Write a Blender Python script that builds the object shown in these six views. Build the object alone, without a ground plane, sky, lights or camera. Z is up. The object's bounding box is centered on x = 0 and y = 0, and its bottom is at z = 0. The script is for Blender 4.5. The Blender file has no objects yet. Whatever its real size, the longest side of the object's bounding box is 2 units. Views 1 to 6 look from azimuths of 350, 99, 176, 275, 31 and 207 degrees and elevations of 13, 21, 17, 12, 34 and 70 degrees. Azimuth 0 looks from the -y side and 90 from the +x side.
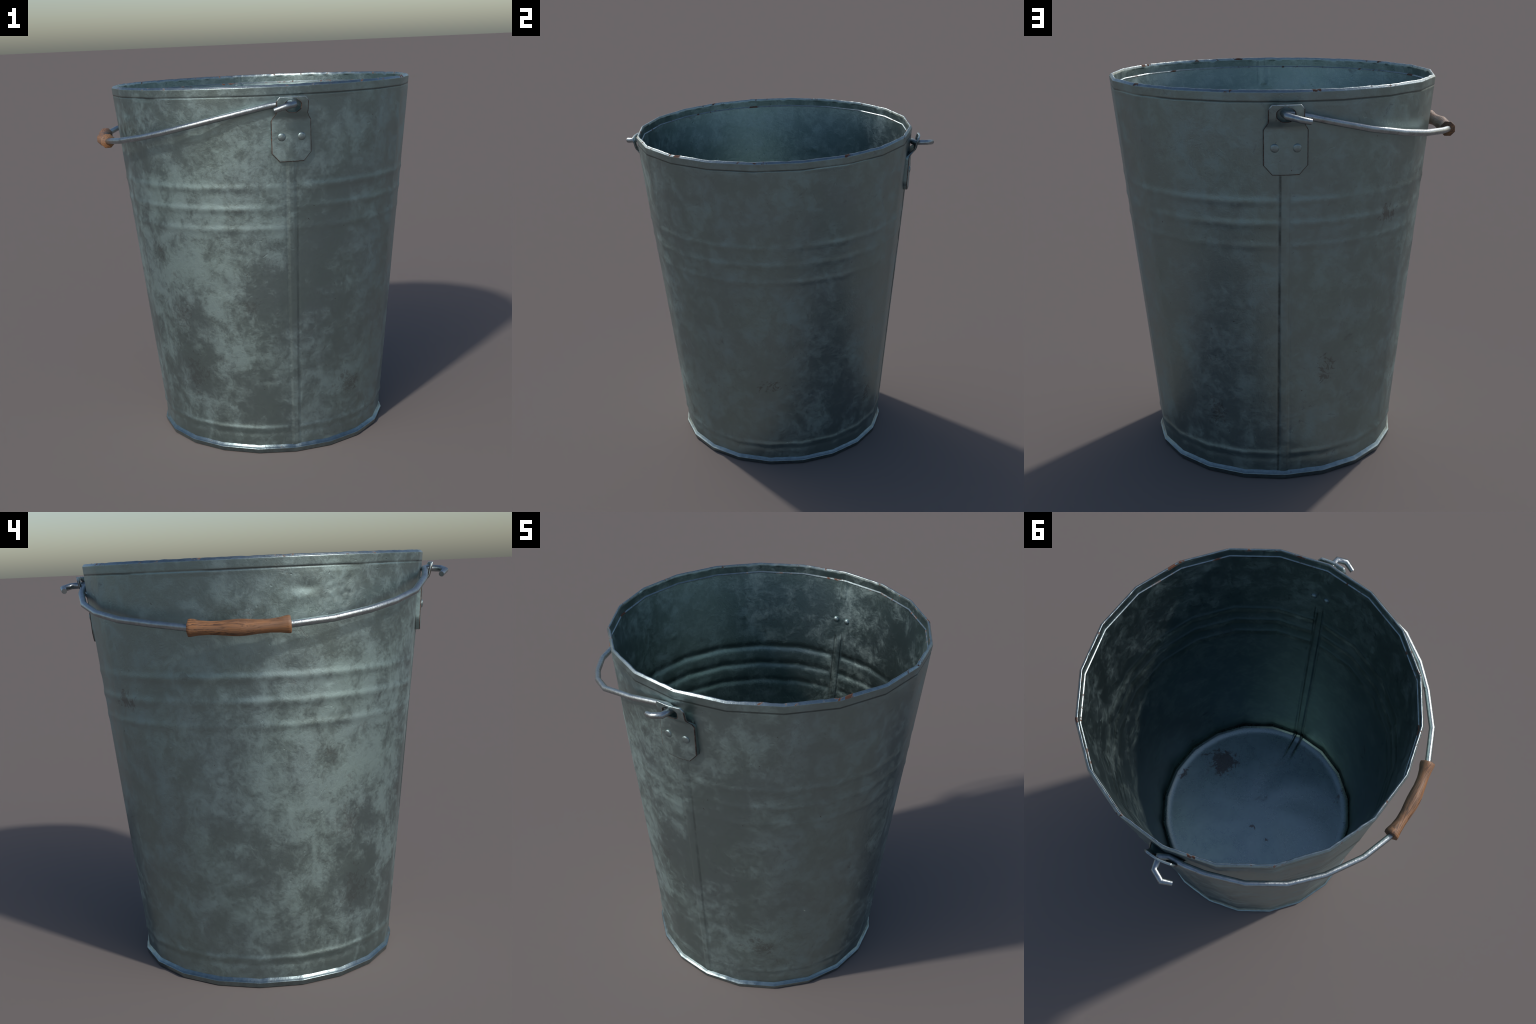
# A weathered galvanised metal bucket with a wire bail and a turned wooden grip.
# Everything is built from revolved profiles, swept paths and rule-based plates.
import bpy, math, random
import numpy as np
from mathutils import Vector

SIDES = 20                      # the bucket is a 20-sided frustum, smoothly shaded
CX, CY = 0.0505, -0.0085        # its axis
RNG = np.random.default_rng(7)
random.seed(7)


def wall_r(z):                  # outer corner radius of the tapering wall
    return 0.637 + 0.1014 * z


# ----------------------------------------------------------------------------
# node helpers
# ----------------------------------------------------------------------------
class Net:
    def __init__(self, name):
        m = bpy.data.materials.new(name)
        m.use_nodes = True
        self.mat, self.nt = m, m.node_tree
        self.nt.nodes.clear()
        self.out = self.nt.nodes.new("ShaderNodeOutputMaterial")

    def node(self, kind, **kw):
        n = self.nt.nodes.new(kind)
        for k, v in kw.items():
            setattr(n, k, v)
        return n

    def put(self, sock, val):
        if isinstance(val, bpy.types.NodeSocket):
            self.nt.links.new(val, sock)
        elif val is not None:
            sock.default_value = val

    def math(self, op, a, b=None, c=None, clamp=False):
        n = self.node("ShaderNodeMath", operation=op, use_clamp=clamp)
        for i, v in enumerate((a, b, c)):
            if v is not None:
                self.put(n.inputs[i], v)
        return n.outputs[0]

    def vmath(self, op, a, b=None, scale=None):
        n = self.node("ShaderNodeVectorMath", operation=op)
        self.put(n.inputs[0], a)
        if b is not None:
            self.put(n.inputs[1], b)
        if scale is not None:
            self.put(n.inputs["Scale"], scale)
        return n.outputs["Value"] if op in ("DISTANCE", "LENGTH", "DOT_PRODUCT") else n.outputs[0]

    def noise(self, vec, scale, detail=6, rough=0.6, distort=0.0):
        n = self.node("ShaderNodeTexNoise")
        self.put(n.inputs["Vector"], vec)
        n.inputs["Scale"].default_value = scale
        n.inputs["Detail"].default_value = detail
        n.inputs["Roughness"].default_value = rough
        n.inputs["Distortion"].default_value = distort
        return n.outputs["Fac"]

    def step(self, v, lo, hi, a=0.0, b=1.0, smooth=True):
        n = self.node("ShaderNodeMapRange", interpolation_type="SMOOTHSTEP" if smooth else "LINEAR")
        self.put(n.inputs["Value"], v)
        for k, x in (("From Min", lo), ("From Max", hi), ("To Min", a), ("To Max", b)):
            self.put(n.inputs[k], x)
        return n.outputs[0]

    def mix(self, fac, a, b):
        n = self.node("ShaderNodeMix", data_type="RGBA")
        self.put(n.inputs["Factor"], fac)
        for s, v in ((n.inputs[6], a), (n.inputs[7], b)):
            self.put(s, v if isinstance(v, bpy.types.NodeSocket) else (*v, 1.0))
        return n.outputs[2]

    def fmix(self, fac, a, b):
        n = self.node("ShaderNodeMix", data_type="FLOAT")
        self.put(n.inputs["Factor"], fac)
        self.put(n.inputs[2], a)
        self.put(n.inputs[3], b)
        return n.outputs[0]

    def shader(self, color, metallic, rough, height=None, strength=0.3, dist=0.01, **kw):
        b = self.node("ShaderNodeBsdfPrincipled")
        self.put(b.inputs["Base Color"], color if isinstance(color, bpy.types.NodeSocket) else (*color, 1))
        self.put(b.inputs["Metallic"], metallic)
        self.put(b.inputs["Roughness"], rough)
        for k, v in kw.items():
            self.put(b.inputs[k], v)
        if height is not None:
            bp = self.node("ShaderNodeBump")
            bp.inputs["Strength"].default_value = strength
            bp.inputs["Distance"].default_value = dist
            self.put(bp.inputs["Height"], height)
            self.put(b.inputs["Normal"], bp.outputs[0])
        self.put(self.out.inputs["Surface"], b.outputs[0])
        return self.mat


# ----------------------------------------------------------------------------
# materials
# ----------------------------------------------------------------------------
METAL_DARK = (0.280, 0.366, 0.362)
METAL_PALE = (0.352, 0.460, 0.452)
RUST = (0.135, 0.056, 0.032)
BROWN = (0.10, 0.075, 0.065)

# pale zinc bloom (+) and bare darker zinc (-): angle in degrees, height, spread across, spread up, weight
BLOOM = [(-126, 1.40, .28, .22, .9), (-138, 1.25, .22, .20, .6), (-98, 1.20, .13, .20, .7), (-116, .60, .13, .22, .8),
         (-136, .27, .20, .10, .7), (-154, .60, .14, .20, .8), (-90, .40, .07, .18, .6), (-107, 1.72, .20, .14, .5),
         (-151, 1.0, .30, .20, .5), (-166, .88, .22, .16, .5), (-178, .34, .20, .13, .5), (-134, 1.27, .2, .25, .4),
         (-160, 1.82, .12, .08, .6), (-66, .9, .25, .25, .30), (-108, .5, .10, .30, .4), (-60, .40, .3, .2, .35),
         (-122, .95, .18, .22, .7), (102, 1.77, .16, .16, .0),
         (-153, 1.14, .10, .10, -.7), (-101, .86, .15, .17, -1.3), (-137, .45, .11, .10, -1.1), (-105, .36, .10, .10, -.9),
         (-78, 1.1, .13, .45, -.8), (-172, .68, .14, .18, -.9), (-120, 1.93, .8, .05, -.4), (166, .48, .18, .16, .55), (172, .95, .20, .16, .55), (158, 1.30, .16, .14, .4), (178, 1.62, .2, .12, .4), (150, .85, .14, .2, .35),
         (-98, 1.46, .10, .12, .5), (-112, .80, .10, .14, .5), (-72, .42, .14, .14, .45), (-62, 1.72, .18, .10, .7), (-57, .98, .16, .13, .6), (-40, 1.35, .2, .14, .35), (-47, .7, .15, .16, -.4), (-52, .46, .2, .12, .45), (-143, .62, .08, .12, -.6)]


# brown stains: angle, height, half width, half height
STAINS = [(3.5, .57, .08, .05), (-59.5, .33, .08, .04), (107.5, .61, .045, .075), (132, 1.375, .075, .04), (-62, .40, .05, .04),
          (-138, .44, .09, .10), (-143, 1.0, .035, .035), (-108, .86, .06, .06), (-112, 1.36, .05, .04), (60, .36, .05, .07),
          (-143, .78, .07, .10), (-151, 1.13, .03, .04), (160, 1.50, .03, .02)]
FLOOR_STAINS = [(.438, -.225, .10, .065), (.40, -.20, .05, .09), (.610, -.025, .03, .05), (.029, .093, .035, .012), (-.383, -.361, .02, .05), (-.10, .13, .02, .01)]


def galvanised(name, inside=False, blobs=True, floor=False):
    n = Net(name)
    co = n.node("ShaderNodeTexCoord").outputs["Object"]
    sep = n.node("ShaderNodeSeparateXYZ")
    n.put(sep.inputs[0], co)
    x = n.math("SUBTRACT", sep.outputs[0], CX)
    y = n.math("SUBTRACT", sep.outputs[1], CY)
    z = sep.outputs[2]
    off = n.vmath("ADD", co, (3.1, 7.7, 1.3) if inside else (0.0, 0.0, 0.0))
    big = n.noise(off, 2.6, 3, .55, .4)
    mid = n.noise(off, 8.6, 9, .66, .35)
    fine = n.noise(off, 22.0, 7, .74, .8)
    grit = n.noise(off, 85.0, 4, .7, .3)
    v = n.math("ADD", n.math("MULTIPLY", n.math("SUBTRACT", big, .5), .6), n.math("MULTIPLY", n.math("SUBTRACT", mid, .5), 1.9))
    v = n.math("ADD", v, n.math("MULTIPLY", n.math("SUBTRACT", fine, .5), .95))
    v = n.math("ADD", v, n.math("MULTIPLY", n.math("SUBTRACT", grit, .5), .36))
    ang = n.math("ARCTAN2", y, x)

    def spot(a, bz, su, sz):
        d = n.math("WRAP", n.math("SUBTRACT", ang, math.radians(a)), math.pi, -math.pi)
        d = n.math("MULTIPLY", d, .73 / su)
        h = n.math("DIVIDE", n.math("SUBTRACT", z, bz), sz)
        q = n.math("ADD", n.math("MULTIPLY", d, d), n.math("MULTIPLY", h, h))
        return n.math("EXPONENT", n.math("MULTIPLY", q, -.8))

    def total(items):
        t = None
        for i in items:
            t = i if t is None else n.math("ADD", t, i)
        return t

    stain, faint = None, 1.0
    if blobs and not inside:
        v = n.math("ADD", v, total([n.math("MULTIPLY", spot(a, bz, su, sz), w * .24) for a, bz, su, sz, w in BLOOM if w]))
        stain = total([spot(*t) for t in STAINS])
        faint = n.fmix(n.step(n.math("ADD", n.math("MULTIPLY", x, -.645), n.math("MULTIPLY", y, -.764)), .05, .35), .95, .50)  # stain colour weakened on the wall facing the sun
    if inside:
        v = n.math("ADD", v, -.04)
    if floor:
        fs = []
        for px, py, sx, sy in FLOOR_STAINS:
            dx = n.math("DIVIDE", n.math("SUBTRACT", sep.outputs[0], px), sx)
            dy = n.math("DIVIDE", n.math("SUBTRACT", sep.outputs[1], py), sy)
            fs.append(n.math("EXPONENT", n.math("MULTIPLY", n.math("ADD", n.math("MULTIPLY", dx, dx), n.math("MULTIPLY", dy, dy)), -.8)))
        stain = total(fs)
    pale = n.step(v, -.22, .50)
    cloud = n.step(n.noise(off, 4.3, 4, .5, .1), .3, .7)
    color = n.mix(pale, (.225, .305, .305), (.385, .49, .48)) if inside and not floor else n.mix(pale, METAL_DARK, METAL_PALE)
    color = n.mix(n.math("MULTIPLY", cloud, .22), color, (.29, .355, .41))
    # brown grime in the pits
    grime = n.math("MULTIPLY", n.step(n.noise(off, 10, 8, .72, .7), .58, .74), n.step(n.noise(off, 2.2, 2, .5), .42, .64))
    color = n.mix(n.math("MULTIPLY", grime, .50), color, (.15, .125, .115))
    tint = n.step(n.noise(off, 17, 7, .75, 1.0), .67, .77)
    color = n.mix(n.math("MULTIPLY", tint, .30), color, (.26, .15, .105))
    specks = n.step(n.noise(off, 46, 3, .6, .3), .725, .765)
    color = n.mix(n.math("MULTIPLY", specks, .6), color, (.09, .05, .035))
    if stain is not None:
        ragged = n.math("ADD", stain, n.math("MULTIPLY", n.math("SUBTRACT", n.noise(off, 21, 7, .74, 1.2), .5), 5.0))
        blot = n.math("MULTIPLY", n.step(ragged, .62, .98), n.step(stain, .04, .3))
        color = n.mix(n.math("MULTIPLY", blot, n.math("MULTIPLY", faint, .80 if floor else .48)), color, (.130, .104, .095))
    if not floor and (blobs or inside):
        # occlusion shade painted dark along the lapped seam and under the rim
        front = n.step(y, -.02, .02)
        tilt = n.math("MULTIPLY", n.math("SUBTRACT", z, .9), -.008)
        u = n.math("ADD", n.math("SUBTRACT", sep.outputs[0], .0545), n.math("MULTIPLY", tilt, n.fmix(front, 1.0, -.6)))
        right = n.math("SUBTRACT", 1.0, n.step(n.math("ABSOLUTE", n.math("SUBTRACT", u, .0225)), .001, .0058 if inside else .0095))
        left = n.math("SUBTRACT", 1.0, n.step(n.math("ABSOLUTE", n.math("ADD", u, .0225)), .001, .0058))
        line = n.math("MULTIPLY", n.math("MAXIMUM", right, n.math("MULTIPLY", left, .85 if inside else .12)), n.fmix(front, 1.0 if inside else .42, 1.0))
        ends = n.math("SUBTRACT", 1.0, n.step(z, 1.60, 1.64))
        if inside:
            ends = n.math("MAXIMUM", ends, n.step(z, 1.83, 1.85, 0.0, .45))
        line = n.math("MULTIPLY", n.math("MULTIPLY", line, ends), n.step(n.noise(off, 7, 6, .7), .38, .62, .30, 1.0))
        if not inside:
            rimline = n.math("SUBTRACT", 1.0, n.step(n.math("ABSOLUTE", n.math("SUBTRACT", z, 1.9462)), .0022, .0062))
            line = n.math("MAXIMUM", line, n.math("MULTIPLY", rimline, n.step(n.noise(off, 2.3, 3, .6), .33, .48, .12, .95)))
        color = n.mix(n.math("MULTIPLY", line, .62 if inside else .74), color, (.06, .068, .068))
    if floor:
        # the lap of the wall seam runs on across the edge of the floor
        u = n.math("SUBTRACT", sep.outputs[0], .052)
        pair = n.math("SUBTRACT", 1.0, n.step(n.math("ABSOLUTE", n.math("SUBTRACT", n.math("ABSOLUTE", u), .021)), .002, .009))
        rr = n.math("SQRT", n.math("ADD", n.math("MULTIPLY", x, x), n.math("MULTIPLY", y, y)))
        pair = n.math("MULTIPLY", pair, n.step(rr, .40, .54))
        color = n.mix(n.math("MULTIPLY", pair, .85), color, (.05, .058, .060))
        dark_ring = n.step(rr, .578, .612)  # shadow in the crease at the wall's foot, darkened into the colour
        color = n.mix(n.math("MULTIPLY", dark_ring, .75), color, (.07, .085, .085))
    if floor:
        rough = n.fmix(pale, .27, .36)
    elif inside:
        rough = n.fmix(pale, .36, .54)
    else:
        rough = n.fmix(pale, .385, .60)
    rough = n.math("ADD", rough, n.math("MULTIPLY", grime, .14))
    rough = n.math("ADD", rough, n.math("MULTIPLY", n.math("SUBTRACT", grit, .5), .02 if floor else .12))
    h = n.math("ADD", n.math("MULTIPLY", fine, .2 if floor else .55), n.math("MULTIPLY", grit, .0 if floor else .14))
    pock = n.math("MULTIPLY", n.step(n.noise(off, 33, 2, .5, .5), .68, .78), n.step(n.noise(off, 2.9, 2, .5), .45, .6))
    h = n.math("SUBTRACT", h, n.math("MULTIPLY", pock, .35))
    h = n.math("ADD", h, n.math("MULTIPLY", mid, .5))
    h = n.math("SUBTRACT", h, n.math("MULTIPLY", n.math("ADD", specks, grime), .25))
    return n.shader(color, 1.0, rough, h, .12 if floor else .22, .012)


def worn_edge_metal(name, rust_at=.62, rough=.34, base=(.42, .49, .50), scale=14, rustcol=RUST, bump=.25):
    n = Net(name)
    co = n.node("ShaderNodeTexCoord").outputs["Object"]
    a = n.noise(co, scale, 7, .7, .5)
    b = n.noise(co, 3.0, 2, .5)
    f = n.noise(co, 90, 4, .7, .2)
    rust = n.math("MULTIPLY", n.step(a, rust_at, rust_at + .05), n.step(b, .36, .50))
    color = n.mix(n.step(n.noise(co, 30, 5, .7), .35, .7), base, tuple(c * .78 for c in base))
    color = n.mix(n.math("MULTIPLY", n.step(n.noise(co, 33, 6, .75, .6), .58, .70), .55), color, (.16, .12, .105))
    color = n.mix(rust, color, rustcol)
    return n.shader(color, n.fmix(rust, 1.0, .1), n.fmix(rust, n.fmix(f, rough - .08, rough + .12), .8),
                    n.math("ADD", n.math("MULTIPLY", f, .5), n.math("MULTIPLY", n.noise(co, 60, 5, .65), .8)), bump, .008)


def rusty_rim_of_plate(name):
    """cut sheet edge: dark rust, colour lightened along the folded top where it catches light"""
    n = Net(name)
    co = n.node("ShaderNodeTexCoord").outputs["Object"]
    sep = n.node("ShaderNodeSeparateXYZ")
    n.put(sep.inputs[0], co)
    a = n.noise(co, 70, 6, .75, .6)
    color = n.mix(n.step(a, .45, .62), (.040, .028, .024), (.115, .085, .075))
    color = n.mix(n.step(n.noise(co, 24, 3, .6), .64, .70), color, (.16, .06, .035))
    top = n.math("MULTIPLY", n.step(sep.outputs[2], 1.915, 1.932), n.step(a, .62, .54))
    color = n.mix(top, color, (.46, .53, .54))
    return n.shader(color, n.fmix(top, .1, 1.0), n.fmix(top, .55, .36), a, .35, .005)


def wood(name):
    n = Net(name)
    co = n.node("ShaderNodeTexCoord").outputs["Object"]
    mp = n.node("ShaderNodeMapping")
    n.put(mp.inputs["Vector"], co)
    mp.inputs["Scale"].default_value = (26, 3.0, 26)
    warp = n.noise(mp.outputs[0], 1.1, 5, .6, 1.2)
    # grain: dark growth lines that wander, close up and part round a knot
    sp = n.node("ShaderNodeSeparateXYZ")
    n.put(sp.inputs[0], co)
    ky = n.math("DIVIDE", n.math("ADD", sp.outputs[1], .055), .028)
    kz = n.math("DIVIDE", n.math("SUBTRACT", sp.outputs[2], 1.716), .0085)
    kd = n.math("SQRT", n.math("ADD", n.math("MULTIPLY", ky, ky), n.math("MULTIPLY", kz, kz)))
    knot = n.math("EXPONENT", n.math("MULTIPLY", kd, -.9))
    ring_at = n.math("ADD", n.math("MULTIPLY", warp, 4.6), n.math("MULTIPLY", n.math("ADD", sp.outputs[2], n.math("MULTIPLY", sp.outputs[0], .5)), 78.0))
    ring_at = n.math("ADD", ring_at, n.math("MULTIPLY", knot, 3.2))
    saw = n.math("FRACT", ring_at)
    mp2 = n.node("ShaderNodeMapping")
    n.put(mp2.inputs["Vector"], co)
    mp2.inputs["Scale"].default_value = (150, 9, 150)
    fibre = n.noise(mp2.outputs[0], 1.0, 4, .7)
    mp3 = n.node("ShaderNodeMapping")
    n.put(mp3.inputs["Vector"], co)
    mp3.inputs["Scale"].default_value = (10, 90, 10)
    cross = n.noise(mp3.outputs[0], 1.0, 3, .6)
    color = n.mix(n.step(warp, .3, .7), (.315, .142, .054), (.240, .130, .074))
    line = n.math("MULTIPLY", n.step(saw, .30, .95), n.step(n.noise(mp.outputs[0], .7, 3, .6), .34, .54, .25, 1.0))
    color = n.mix(n.math("MULTIPLY", line, .82), color, (.060, .030, .018))
    color = n.mix(n.math("MULTIPLY", n.step(fibre, .5, .75), .5), color, (.11, .058, .034))
    color = n.mix(n.math("MULTIPLY", n.step(cross, .45, .7), .22), color, (.20, .12, .08))
    # darker brown on the inner side, towards the bucket
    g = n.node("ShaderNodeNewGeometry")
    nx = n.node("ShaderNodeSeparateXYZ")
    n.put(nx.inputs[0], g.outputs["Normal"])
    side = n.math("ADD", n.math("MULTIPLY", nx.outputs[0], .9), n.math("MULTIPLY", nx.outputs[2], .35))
    inner_dark = n.step(n.math("ADD", side, n.math("MULTIPLY", n.math("SUBTRACT", n.noise(co, 28, 5, .7), .5), 1.3)), .15, .95)
    color = n.mix(n.math("MULTIPLY", inner_dark, .72), color, (.085, .062, .046))
    h = n.math("SUBTRACT", n.math("MULTIPLY", fibre, .4), line)
    return n.shader(color, 0.0, .55, h, .35, .004)


MAT_BODY = galvanised("galvanised_zinc_outside")
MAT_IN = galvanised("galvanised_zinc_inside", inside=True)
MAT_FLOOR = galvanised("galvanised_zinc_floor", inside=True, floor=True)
MAT_RIM = worn_edge_metal("worn_rim_steel", rust_at=.565, rough=.33, base=(.33, .40, .42), scale=13, bump=.18)
MAT_FOOT = worn_edge_metal("worn_foot_steel", rust_at=.66, rough=.30, base=(.27, .345, .36), scale=22, bump=.15)
MAT_WIRE = worn_edge_metal("wire_steel", rust_at=.64, rough=.34, base=(.42, .47, .49), scale=30, bump=.25)
MAT_PLATE = galvanised("bracket_zinc", blobs=False)
MAT_EDGE = rusty_rim_of_plate("rusty_cut_edge")
MAT_RIVET = worn_edge_metal("rivet_steel", rust_at=.66, rough=.42, base=(.32, .40, .41), scale=40)
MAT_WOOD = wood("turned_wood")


# ----------------------------------------------------------------------------
# mesh helpers
# ----------------------------------------------------------------------------
ROOT = bpy.data.objects.new("metal_bucket", None)
ROOT.empty_display_size = .3
bpy.context.scene.collection.objects.link(ROOT)
ROOT["label"] = "weathered galvanised metal bucket with wire bail and wooden grip"
ROOT["category"] = "bucket"


def add_object(name, mesh, mats, parent):
    o = bpy.data.objects.new(name, mesh)
    bpy.context.scene.collection.objects.link(o)
    for m in mats:
        mesh.materials.append(m)
    o.parent = parent
    return o


def make_mesh(name, co, quads, normals=None, mat_index=None):
    me = bpy.data.meshes.new(name)
    me.vertices.add(len(co))
    me.vertices.foreach_set("co", np.asarray(co, np.float32).ravel())
    nf = len(quads)
    me.loops.add(nf * 4)
    me.loops.foreach_set("vertex_index", np.asarray(quads, np.int32).ravel())
    me.polygons.add(nf)
    me.polygons.foreach_set("loop_start", np.arange(nf, dtype=np.int32) * 4)
    me.polygons.foreach_set("loop_total", np.full(nf, 4, np.int32))
    me.polygons.foreach_set("use_smooth", np.ones(nf, bool))
    if mat_index is not None:
        me.polygons.foreach_set("material_index", np.asarray(mat_index, np.int32))
    me.update(calc_edges=True)
    me.validate()
    if normals is not None:
        me.normals_split_custom_set_from_vertices(np.asarray(normals, np.float32).tolist())
    return me


def dense(points, step):
    """walk along a polyline of (r, z) points in steps of about `step`"""
    out = []
    for (r0, z0), (r1, z1) in zip(points, points[1:]):
        k = max(1, int(round(math.hypot(r1 - r0, z1 - z0) / step)))
        out += [(r0 + (r1 - r0) * i / k, z0 + (z1 - z0) * i / k) for i in range(k)]
    return np.array(out + [points[-1]], float)


def arc(c, rad, a0, a1, n=6):
    return [(c[0] + rad * math.cos(math.radians(a0 + (a1 - a0) * i / n)), c[1] + rad * math.sin(math.radians(a0 + (a1 - a0) * i / n))) for i in range(n + 1)]


def facet(theta):
    """radius factor of a regular 20-gon with its corners at multiples of 18 degrees"""
    half = math.pi / SIDES
    return math.cos(half) / np.cos(np.mod(theta, 2 * half) - half)


def lathe(profile, columns, relief=None, roundness=None):
    """Revolve a profile. Outline follows the 20-gon, shading follows the round form.
    The profile's left-hand normal (dz, -dr) points out of the surface."""
    P = np.asarray(profile)
    th = np.arange(columns) * 2 * np.pi / columns
    d = np.gradient(P, axis=0)
    ln = np.hypot(d[:, 0], d[:, 1])[:, None] + 1e-12
    N = np.stack([d[:, 1], -d[:, 0]], 1) / ln
    D = np.zeros((len(P), columns)) if relief is None else relief(th[None, :], P[:, 1][:, None], P[:, 0][:, None])
    rr = P[:, 0][:, None] + D * N[:, 0][:, None]
    zz = P[:, 1][:, None] + D * N[:, 1][:, None]
    S = np.stack([rr * np.cos(th), rr * np.sin(th), zz], 2)
    ext = np.concatenate([S[:, -1:], S, S[:, :1]], 1)
    dt = (ext[:, 2:] - ext[:, :-2])
    dp = np.gradient(S, axis=0)
    nor = np.cross(dt, dp)
    nor /= np.linalg.norm(nor, axis=2, keepdims=True) + 1e-12
    f = facet(th)[None, :]
    if roundness is not None:
        k = roundness(P[:, 0])[:, None]
        f = f * (1 - k) + k
    pr = P[:, 0][:, None] * f + D * N[:, 0][:, None]
    co = np.stack([CX + pr * np.cos(th), CY + pr * np.sin(th), zz], 2).reshape(-1, 3)
    m = len(P)
    i, j = np.meshgrid(np.arange(m - 1), np.arange(columns), indexing="ij")
    j2 = (j + 1) % columns
    q = np.stack([i * columns + j, i * columns + j2, (i + 1) * columns + j2, (i + 1) * columns + j], 2).reshape(-1, 4)
    return co, q, nor.reshape(-1, 3)


def join(*parts):
    co, q, nn, base = [], [], [], 0
    for c, f, n in parts:
        co.append(c); q.append(f + base); nn.append(n); base += len(c)
    return np.concatenate(co), np.concatenate(q), np.concatenate(nn)


def angle_gap(th, deg):
    return np.mod(th - math.radians(deg) + np.pi, 2 * np.pi) - np.pi


def sstep(x, lo, hi):
    t = np.clip((x - lo) / (hi - lo), 0, 1)
    return t * t * (3 - 2 * t)


# ----------------------------------------------------------------------------
# wall relief: rolled beads, seams, rim groove, dents
# ----------------------------------------------------------------------------
BEADS = ((1.487, .0037, .019), (1.378, .0035, .019), (1.270, .0026, .018))
SEAMS = (-90.0, 90.0)
DENTS = [(RNG.uniform(-180, 180), RNG.uniform(.15, 1.85), RNG.uniform(.012, .05), RNG.uniform(.012, .05), RNG.uniform(-.0022, .0008)) for _ in range(90)]
PITS = [(-148 + RNG.normal(0, 4.0), 1.83 + RNG.normal(0, .05), RNG.uniform(.006, .013), RNG.uniform(.006, .016), RNG.uniform(-.0017, .0010)) for _ in range(40)]
BIG_DENTS = [(-160.5, 1.862, .055, .022, -.0036), (-161, 1.822, .065, .022, .0022), (-144, .62, .06, .06, -.004), (-118, .95, .05, .05, -.003)]


def bumps(th, z, r, items):
    h = np.zeros(np.broadcast(th, z).shape)
    for a, bz, sa, sz, w in items:
        h += w * np.exp(-(angle_gap(th, a) * r / sa) ** 2 - ((z - bz) / sz) ** 2)
    return h


def long_waves(th, z, amp):
    h = 0
    for k, (m, f, p) in enumerate([(3, 2.1, .3), (5, 3.7, 1.9), (7, 1.3, 4.0), (11, 5.0, 2.2), (13, 4.1, 5.1)]):
        h = h + np.sin(m * th + p + f * z * (1 if k % 2 else -1)) / (k + 2)
    return amp * h


def seam_shape(th, r, z, hi, groove):
    """flat lapped band about 4 cm wide, in metres of relief"""
    h = 0
    for s in SEAMS:
        cx = (.0545 - CX - .008 * (z - .9)) if s < 0 else -(.0545 - CX + .005 * (z - .9))
        t = angle_gap(th, s) * r - cx
        band = sstep(t, -.025, -.018) * (1 - sstep(t, .018, .025))
        cut = np.exp(-((t + .024) / .0045) ** 2) + np.exp(-((t - .024) / .0045) ** 2)
        h = h + band * hi - cut * groove
    return h


def outside_relief(th, z, r):
    near = np.minimum(np.abs(angle_gap(th, -90)), np.abs(angle_gap(th, 90))) * r
    open_bead = .25 + .75 * sstep(near, .018, .045)
    h = 0
    for bz, w, s in BEADS:
        fade = 1 - .6 * sstep(np.sin(3 * th + bz * 9) + .4 * np.sin(7 * th), .1, 1.1)
        h = h + w * np.exp(-((z - bz) / s) ** 2) * fade
    h = h + (.0042 + .0012 * np.sin(2 * th)) * np.exp(-((z - .143) / .015) ** 2) - .0022 * np.exp(-((z - .112) / .016) ** 2)
    h = h * open_bead
    h = h + seam_shape(th, r, z, .0026, .0016) * sstep(z, .03, .06) * (1 - sstep(z, 1.60, 1.66))
    broken = 1 - .85 * np.exp(-(angle_gap(th, 142) / .05) ** 2) - .9 * np.exp(-(angle_gap(th, -142) / .07) ** 2)
    vary = .55 + .45 * np.sin(2 * th + 1.0)
    h = h - (.0006 + .0012 * vary) * broken * np.exp(-((z - 1.9462) / .0040) ** 2)
    fade = sstep(z, .07, .13) * (1 - sstep(z, 1.92, 1.94))
    return h + fade * (bumps(th, z, r, DENTS) + bumps(th, z, r, PITS) + bumps(th, z, r, BIG_DENTS) + long_waves(th, z, .0012))


def inside_relief(th, z, r):
    """the inner face runs the other way: outward beads are hollows here"""
    near = np.minimum(np.abs(angle_gap(th, -90)), np.abs(angle_gap(th, 90))) * r
    open_bead = .15 + .85 * sstep(near, .018, .045)
    h = 0
    for bz, w, s in BEADS:
        h = h - 1.5 * w * np.exp(-((z - bz) / (s * 1.05)) ** 2)
    h = h * open_bead
    low = 1 - sstep(z, 1.585, 1.615)
    high = .6 * sstep(z, 1.835, 1.85)
    h = h + seam_shape(th, r, z, .0022, .0032) * np.maximum(low, high)
    return h + bumps(th, z, r, DENTS2) + long_waves(th + 1, z, .0012)


DENTS2 = [(RNG.uniform(-180, 180), RNG.uniform(.25, 1.85), RNG.uniform(.01, .04), RNG.uniform(.01, .04), RNG.uniform(-.0018, .0018)) for _ in range(110)]

COLS = 640
RIM_Z = 1.958

# body: outer shell and inner shell
outer = lathe(dense([(wall_r(.040), .040), (wall_r(1.90), 1.90)], .006)[:-1].tolist()
              + dense([(wall_r(1.90), 1.90), (wall_r(RIM_Z), RIM_Z)], .0017).tolist(), COLS, outside_relief)
body = add_object("body", make_mesh("body", *outer), [MAT_BODY], ROOT)

LEDGE_R, LEDGE_Z = .816, 1.944
CREASE_R, CREASE_Z = .624, .154
inner = lathe(dense([(LEDGE_R, LEDGE_Z - .004), (CREASE_R, CREASE_Z)], .006).tolist(), COLS, inside_relief)
lining = add_object("inner_wall", make_mesh("inner_wall", *inner), [MAT_IN], ROOT)

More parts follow.
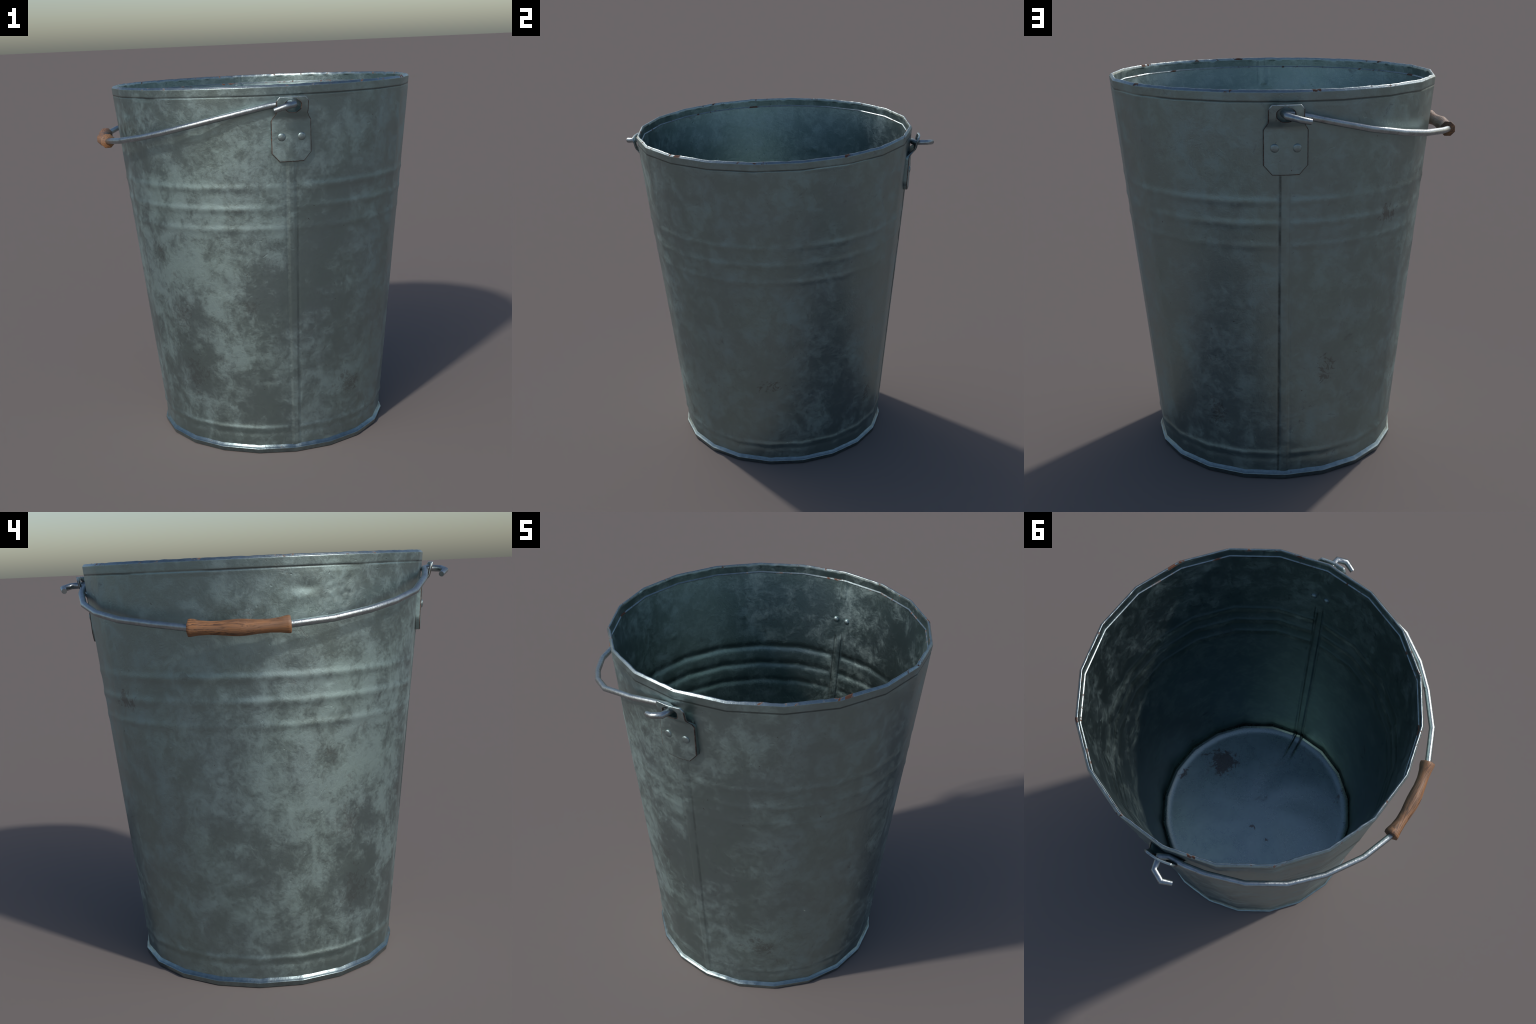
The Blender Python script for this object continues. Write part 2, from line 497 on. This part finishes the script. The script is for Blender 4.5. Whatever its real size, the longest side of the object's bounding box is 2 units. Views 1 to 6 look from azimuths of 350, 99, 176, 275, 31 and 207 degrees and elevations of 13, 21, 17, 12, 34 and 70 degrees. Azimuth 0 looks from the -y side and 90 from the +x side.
# rim: rolled band on top, with a small inner ledge
RIM_DROP = .0016
top_r = wall_r(1.985)
rim_profile = (dense([(wall_r(RIM_Z), RIM_Z), (top_r, 1.9875)], .005)[:-1].tolist()
               + arc((top_r - .0050, 1.9875), .0050, 0, 60, 4)
               + dense([(top_r - .0030, 1.9925), (top_r - .0075, 1.9985)], .003).tolist()[1:]
               + arc((top_r - .0110, 1.9953), .0045, 60, 165, 7)
               + dense([(top_r - .0158, 1.9935), (top_r - .0175, 1.9890), (.8210, 1.952)], .004).tolist()
               + arc((.8190, 1.9495), .0020, 0, -80, 4)
               + dense([(.8190, 1.9470), (LEDGE_R + .0018, 1.9462)], .001).tolist()
               + arc((LEDGE_R + .0020, LEDGE_Z), .0020, 100, 175, 4)
               + [(LEDGE_R, LEDGE_Z - .004)])


rim_profile = [(r, z - RIM_DROP * float(sstep(np.array(z), 1.97, 1.985))) for r, z in rim_profile]


def rim_relief(th, z, r):
    # uneven hammered bead: waviness is strongest on the inner lip
    wob = 0
    for m, p in ((17, .4), (29, 1.7), (43, 2.5), (61, .9), (83, 3.3)):
        wob = wob + np.sin(m * th + p) * np.sin((m // 4) * th + 2 * p)
    inner_lip = sstep(z, 1.978, 1.988) * (1 - sstep(r, .824, .832))
    top = sstep(z, 1.988, 1.994)
    gentle = np.minimum(.0003 * wob, 0) * (1 - sstep(r, .8285, .832))
    h = inner_lip * (.0006 * wob) + top * gentle
    for s in SEAMS:          # the lap of the seam shows on the inner band
        t = angle_gap(th, s) * r + (.004 if s > 0 else -.004)
        inside = 1 - sstep(r, .824, .828)
        h = h - .0018 * inside * (np.exp(-((t + .02) / .003) ** 2) + np.exp(-((t - .02) / .003) ** 2))
    return h


rim = add_object("rim", make_mesh("rim", *lathe(rim_profile, 800, rim_relief)), [MAT_RIM, MAT_BODY, MAT_IN], ROOT)
# the flanks of the rim keep the sheet's own finish, only the bead is worn bright
mi = np.zeros(len(rim.data.polygons), np.int32)
cz = np.zeros(len(rim.data.polygons) * 3)
rim.data.polygons.foreach_get("center", cz)
cz = cz.reshape(-1, 3)
rad = np.hypot(cz[:, 0] - CX, cz[:, 1] - CY)
prof_i = np.arange(len(mi)) // 800
seg_z = np.array([p[1] for p in rim_profile])[:-1][prof_i]
seg_r = np.array([p[0] for p in rim_profile])[:-1][prof_i]
mi[(seg_z < 1.9870) & (seg_r > .831)] = 1
mi[(seg_z < 1.9880) & (seg_r <= .8245) & (seg_z > 1.9505)] = 2
rim.data.polygons.foreach_set("material_index", mi)

# foot ring
foot_profile = (dense([(wall_r(.0445) - .002, .0445), (.6525, .0275)], .004)[:-1].tolist()
                + arc((.6515, .0235), .0050, 45, -10, 5)
                + dense([(.6560, .0215), (.6510, .0030)], .004).tolist()
                + arc((.6480, .0030), .0030, -10, -90, 4)
                + dense([(.6460, .0), (.632, .0), (.628, .004), (.626, .030)], .006).tolist())


def foot_relief(th, z, r):
    w = 0
    for m, p in ((23, .4), (37, 2.1), (59, 1.2)):
        w = w + np.sin(m * th + p) * np.sin((m // 5) * th + p)
    lump = sum(.003 * np.exp(-((angle_gap(th, s) * r - (.004 if s < 0 else -.004)) / .022) ** 2) for s in SEAMS)
    return (.0005 * w + lump) * sstep(z, .010, .02) * (1 - sstep(z, .045, .049))


add_object("foot_ring", make_mesh("foot_ring", *lathe(foot_profile, 480, foot_relief)), [MAT_FOOT], ROOT)

# base: dished floor seen from above, flat sheet seen from below
floor_profile = (dense([(CREASE_R, CREASE_Z), (.6225, .149)], .003)[:-1].tolist()
                 + dense([(.6225, .149), (.617, .138)], .003)[:-1].tolist()
                 + arc((.607, .138), .010, 0, -55, 5)
                 + dense([(.611, .1290), (.603, .1235)], .004).tolist()
                 + [(.600 - .045 * t, .1130 + .0090 * (1 - t) ** 2) for t in (0, .12, .24, .36, .48, .6, .72, .84, 1.0)]
                 + dense([(.550, .1130), (.40, .1130), (.0008, .1130)], .02).tolist())


def floor_relief(th, z, r):
    h = 0
    for s in SEAMS:
        t = angle_gap(th, s) * r - (.004 if s < 0 else -.004)
        span = sstep(r, .40, .50)
        h = h - .0045 * span * (np.exp(-((t + .024) / .0055) ** 2) + np.exp(-((t - .024) / .0055) ** 2))
    return h + .0010 * np.sin(7 * th + 9 * r) * sstep(r, .05, .3) * (1 - sstep(r, .5, .57))


top_face = lathe(floor_profile, COLS, floor_relief, roundness=lambda r: 1 - sstep(r, .575, .612))
under = lathe(dense([(.0008, .030), (.626, .030)], .05)[::1].tolist(), 80)
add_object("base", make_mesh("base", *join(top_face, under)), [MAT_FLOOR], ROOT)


# ----------------------------------------------------------------------------
# bail brackets (hole plates) and rivets
# ----------------------------------------------------------------------------
def plate_radius(z):
    """distance of the plate's front face from the bucket axis"""
    return float(np.interp(z, [1.617, 1.70, 1.822, 1.836, 1.868, 1.878, 1.94], [.8228, .8282, .8362, .8395, .8695, .8745, .8890]))


def half_width(z):
    return float(np.interp(z, [1.617, 1.662, 1.822, 1.856, 1.9185, 1.9405], [.0615, .1015, .1015, .0815, .0815, .0655]))


def plate_flat():
    """flat plate as (x, z) points and quads, with an oval hole in the upper tab"""
    pts, quads = [], []
    nc = 16
    zs = [1.617, 1.630, 1.645, 1.662, 1.685, 1.71, 1.74, 1.77, 1.795, 1.81, 1.822, 1.829, 1.836, 1.843, 1.850, 1.856]
    for z in zs:
        w = half_width(z)
        pts += [(-w + 2 * w * k / nc, z) for k in range(nc + 1)]
    for i in range(len(zs) - 1):
        for k in range(nc):
            a = i * (nc + 1) + k
            quads.append((a, a + 1, a + nc + 2, a + nc + 1))
    # tab: rings between its outline and the hole
    base = (len(zs) - 1) * (nc + 1)
    w = half_width(1.856)
    loop = [(-w + 2 * w * k / nc, 1.856) for k in range(nc + 1)]
    loop += [(w, z) for z in (1.868, 1.880, 1.892, 1.905, 1.9185)] + [(.074, 1.930), (.0655, 1.9405)]
    loop += [(.0655 - .131 * k / 10, 1.9405) for k in range(1, 11)] + [(-.074, 1.930)]
    loop += [(-w, z) for z in (1.9185, 1.905, 1.892, 1.880, 1.868)]
    hc, hx, hz = (0.002, 1.8952), .0415, .0340
    n = len(loop)

    def hole(p):
        a = math.atan2((p[1] - hc[1]) / hz, (p[0] - hc[0]) / hx)
        q = math.pi / 4
        k = .5 + .5 * (math.cos(q / 2) / math.cos((a + q / 2) % q - q / 2))      # blunt octagon
        return hc[0] + hx * k * math.cos(a), hc[1] + hz * k * math.sin(a)

    rings, prev = 2, [base + k for k in range(nc + 1)]
    start = len(pts)
    pts += loop[nc + 1:]
    prev += list(range(start, len(pts)))
    for s in range(1, rings + 1):
        t = s / rings
        start = len(pts)
        for p in loop:
            h = hole(p)
            pts.append((p[0] + (h[0] - p[0]) * t, p[1] + (h[1] - p[1]) * t))
        cur = list(range(start, len(pts)))
        for k in range(n):
            k2 = (k + 1) % n
            quads.append((prev[k], prev[k2], cur[k2], cur[k]))
        prev = cur
    return pts, quads


FLAT_PTS, FLAT_QUADS = plate_flat()


def make_bracket(sign):
    fx = .0505

    def place(x, z, back):
        rad = plate_radius(z)
        thick = .013 + .014 * (1 - sstep(np.array(z), 1.81, 1.87))
        soft = math.sqrt(x * x + .022 ** 2) - .022          # wraps round the corner of the wall
        rad -= .150 * soft + back * float(thick)
        return (fx + x, CY + sign * rad, z)

    n = len(FLAT_PTS)
    co = [place(x, z, 0) for x, z in FLAT_PTS] + [place(x, z, 1) for x, z in FLAT_PTS]
    faces = [tuple(q) for q in FLAT_QUADS] + [tuple(i + n for i in reversed(q)) for q in FLAT_QUADS]
    count = {}
    for q in FLAT_QUADS:
        for a, b in zip(q, q[1:] + q[:1]):
            count[(a, b)] = 1
    side = [(b, a, a + n, b + n) for (a, b) in count if (b, a) not in count]
    if sign > 0:
        faces = [tuple(reversed(f)) for f in faces]
        side = [tuple(reversed(f)) for f in side]
    idx = [0] * (len(faces) + len(side))
    me = make_mesh("bracket", co, faces + side, None, idx)
    o = add_object("bracket", me, [MAT_PLATE, MAT_EDGE], ROOT)
    bv = o.modifiers.new("soft_edges", "BEVEL")
    bv.width, bv.segments, bv.limit_method, bv.angle_limit = .0048, 3, "ANGLE", math.radians(50)
    bv.material = 1
    bv.harden_normals = False
    wn = o.modifiers.new("even_shading", "WEIGHTED_NORMAL")
    wn.keep_sharp = False
    return o


def rivet_mesh(radius, height):
    prof = [(radius * math.cos(a), height * (math.sin(a) ** .9) + .001) for a in np.linspace(0, math.pi / 2 - .02, 9)]
    prof = [(radius, -.006)] + prof
    co, q = [], []
    m = 24
    for r, h in prof:
        co += [(r * math.cos(t), r * math.sin(t), h) for t in np.arange(m) * 2 * math.pi / m]
    co.append((0, 0, prof[-1][1] + .0001))
    for i in range(len(prof) - 1):
        for j in range(m):
            q.append((i * m + j, i * m + (j + 1) % m, (i + 1) * m + (j + 1) % m, (i + 1) * m + j))
    me = bpy.data.meshes.new("rivet")
    last = (len(prof) - 1) * m
    tris = [(last + j, last + (j + 1) % m, len(co) - 1) for j in range(m)]
    me.from_pydata(co, [], q + tris)
    for p in me.polygons:
        p.use_smooth = True
    return me


OUT_RIVET = rivet_mesh(.0200, .0068)
IN_RIVET = rivet_mesh(.0165, .0095)
OUT_RIVET.materials.append(MAT_RIVET)
IN_RIVET.materials.append(MAT_RIVET)


def add_rivet(mesh, loc, axis, parent):
    o = bpy.data.objects.new("rivet", mesh)
    bpy.context.scene.collection.objects.link(o)
    o.location = loc
    o.rotation_euler = Vector(axis).to_track_quat("Z", "Y").to_euler()
    o.parent = parent


for sign in (-1, 1):
    br = make_bracket(sign)
    for dx in (-.0505, .0505):
        soft = math.sqrt(dx * dx + .022 ** 2) - .022
        yy = CY + sign * (plate_radius(1.742) - .150 * soft - .0005)
        add_rivet(OUT_RIVET, (.0505 + dx, yy, 1.742), (sign * .0 + dx * 1.6, sign, -.08), br)
    for x in (.0275, .1):
        zin = 1.711
        rin = CREASE_R + (LEDGE_R - CREASE_R) * (zin - CREASE_Z) / (LEDGE_Z - CREASE_Z)
        yy = CY + sign * (rin - abs(x - CX) * .158 + .0)
        add_rivet(IN_RIVET, (x, yy, zin), (-(x - CX), -sign, .1), br)


# ----------------------------------------------------------------------------
# wire bail and wooden grip
# ----------------------------------------------------------------------------
def sweep(path, radii, sides, turn=0.0, caps=True):
    """sweep a regular polygon along a path, rotating it as little as possible"""
    P = [Vector(p) for p in path]
    T = []
    for i in range(len(P)):
        a = (P[i] - P[i - 1]).normalized() if i else None
        b = (P[i + 1] - P[i]).normalized() if i < len(P) - 1 else None
        T.append((a + b).normalized() if a and b else (a or b))
    up = Vector((0, 0, 1))
    u = (up - T[0] * up.dot(T[0])).normalized()
    co, faces = [], []
    for i, p in enumerate(P):
        u = (u - T[i] * u.dot(T[i])).normalized()
        w = T[i].cross(u)
        miter = 1.0
        if 0 < i < len(P) - 1:
            c = (P[i] - P[i - 1]).normalized().dot(T[i])
            miter = 1 / max(c, .75)
            bend = (P[i + 1] - P[i]).normalized() - (P[i] - P[i - 1]).normalized()
        for k in range(sides):
            a = 2 * math.pi * k / sides + turn
            d = u * math.cos(a) + w * math.sin(a)
            if miter > 1.001 and bend.length > 1e-6:
                bn = bend.normalized()
                d = d + bn * d.dot(bn) * (miter - 1)
            co.append(p + d * radii[i])
    for i in range(len(P) - 1):
        for k in range(sides):
            k2 = (k + 1) % sides
            faces.append((i * sides + k, i * sides + k2, (i + 1) * sides + k2, (i + 1) * sides + k))
    if caps:
        faces.append(tuple(reversed(range(sides))))
        faces.append(tuple((len(P) - 1) * sides + k for k in range(sides)))
    return co, faces


def poly_object(name, co, faces, mats, parent, sharp=50):
    me = bpy.data.meshes.new(name)
    me.from_pydata([tuple(c) for c in co], [], faces)
    o = add_object(name, me, mats, parent)
    me.update()
    me.shade_smooth() if hasattr(me, "shade_smooth") else None
    me.set_sharp_from_angle(angle=math.radians(sharp))
    return o


GRIP_MID, GRIP_END = (-.853, CY, 1.711), (-.833, .217, 1.7165)
# centre line from grip to hook tip, y measured from the bucket axis
BAIL_FAR = [(-.766, .3755, 1.734), (-.645, .5435, 1.752), (-.508, .6735, 1.778), (-.337, .7705, 1.813), (-.153, .8255, 1.857),
            (-.055, .8405, 1.880), (.022, .8405, 1.893), (.062, .861, 1.8985), (.050, .9245, 1.896), (-.002, .9550, 1.885), (-.050, .9375, 1.873)]
BAIL_NEAR = [(-.774, .3865, 1.730), (-.667, .5475, 1.756), (-.568, .6585, 1.783), (-.436, .7555, 1.818), (-.211, .8185, 1.868),
             (-.070, .8365, 1.897), (.018, .8405, 1.908), (.060, .862, 1.911), (.046, .9255, 1.905), (.000, .9400, 1.897), (-.047, .9170, 1.880)]


def side_path(sign, pts):
    return [(x, CY + sign * y, z) for x, y, z in [GRIP_END] + pts]


path = list(reversed(side_path(-1, BAIL_NEAR))) + [GRIP_MID] + side_path(1, BAIL_FAR)
co, faces = sweep(path, [.0135, .0155] + [.0158] * (len(path) - 4) + [.0155, .0135], 8, math.pi / 8)
bail = poly_object("handle", co, faces, [MAT_WIRE], ROOT, 60)

# turned grip: flared ends, two necks and a belly, eight-sided like the wire
stations = [(-1.0, .0375), (-.985, .0402), (-.93, .0392), (-.80, .0335), (-.60, .0300), (-.36, .0318), (-.12, .0368), (.0, .0378),
            (.12, .0368), (.36, .0318), (.60, .0300), (.80, .0335), (.93, .0392), (.985, .0402), (1.0, .0375)]
gp, gr = [], []
for t, r in stations:
    bow = 1 - t * t
    gp.append((GRIP_END[0] + (GRIP_MID[0] - GRIP_END[0]) * bow, CY + t * .2110, GRIP_END[2] + (GRIP_MID[2] - GRIP_END[2]) * bow))
    gr.append(r)
co, faces = sweep(gp, gr, 8, math.pi / 8)
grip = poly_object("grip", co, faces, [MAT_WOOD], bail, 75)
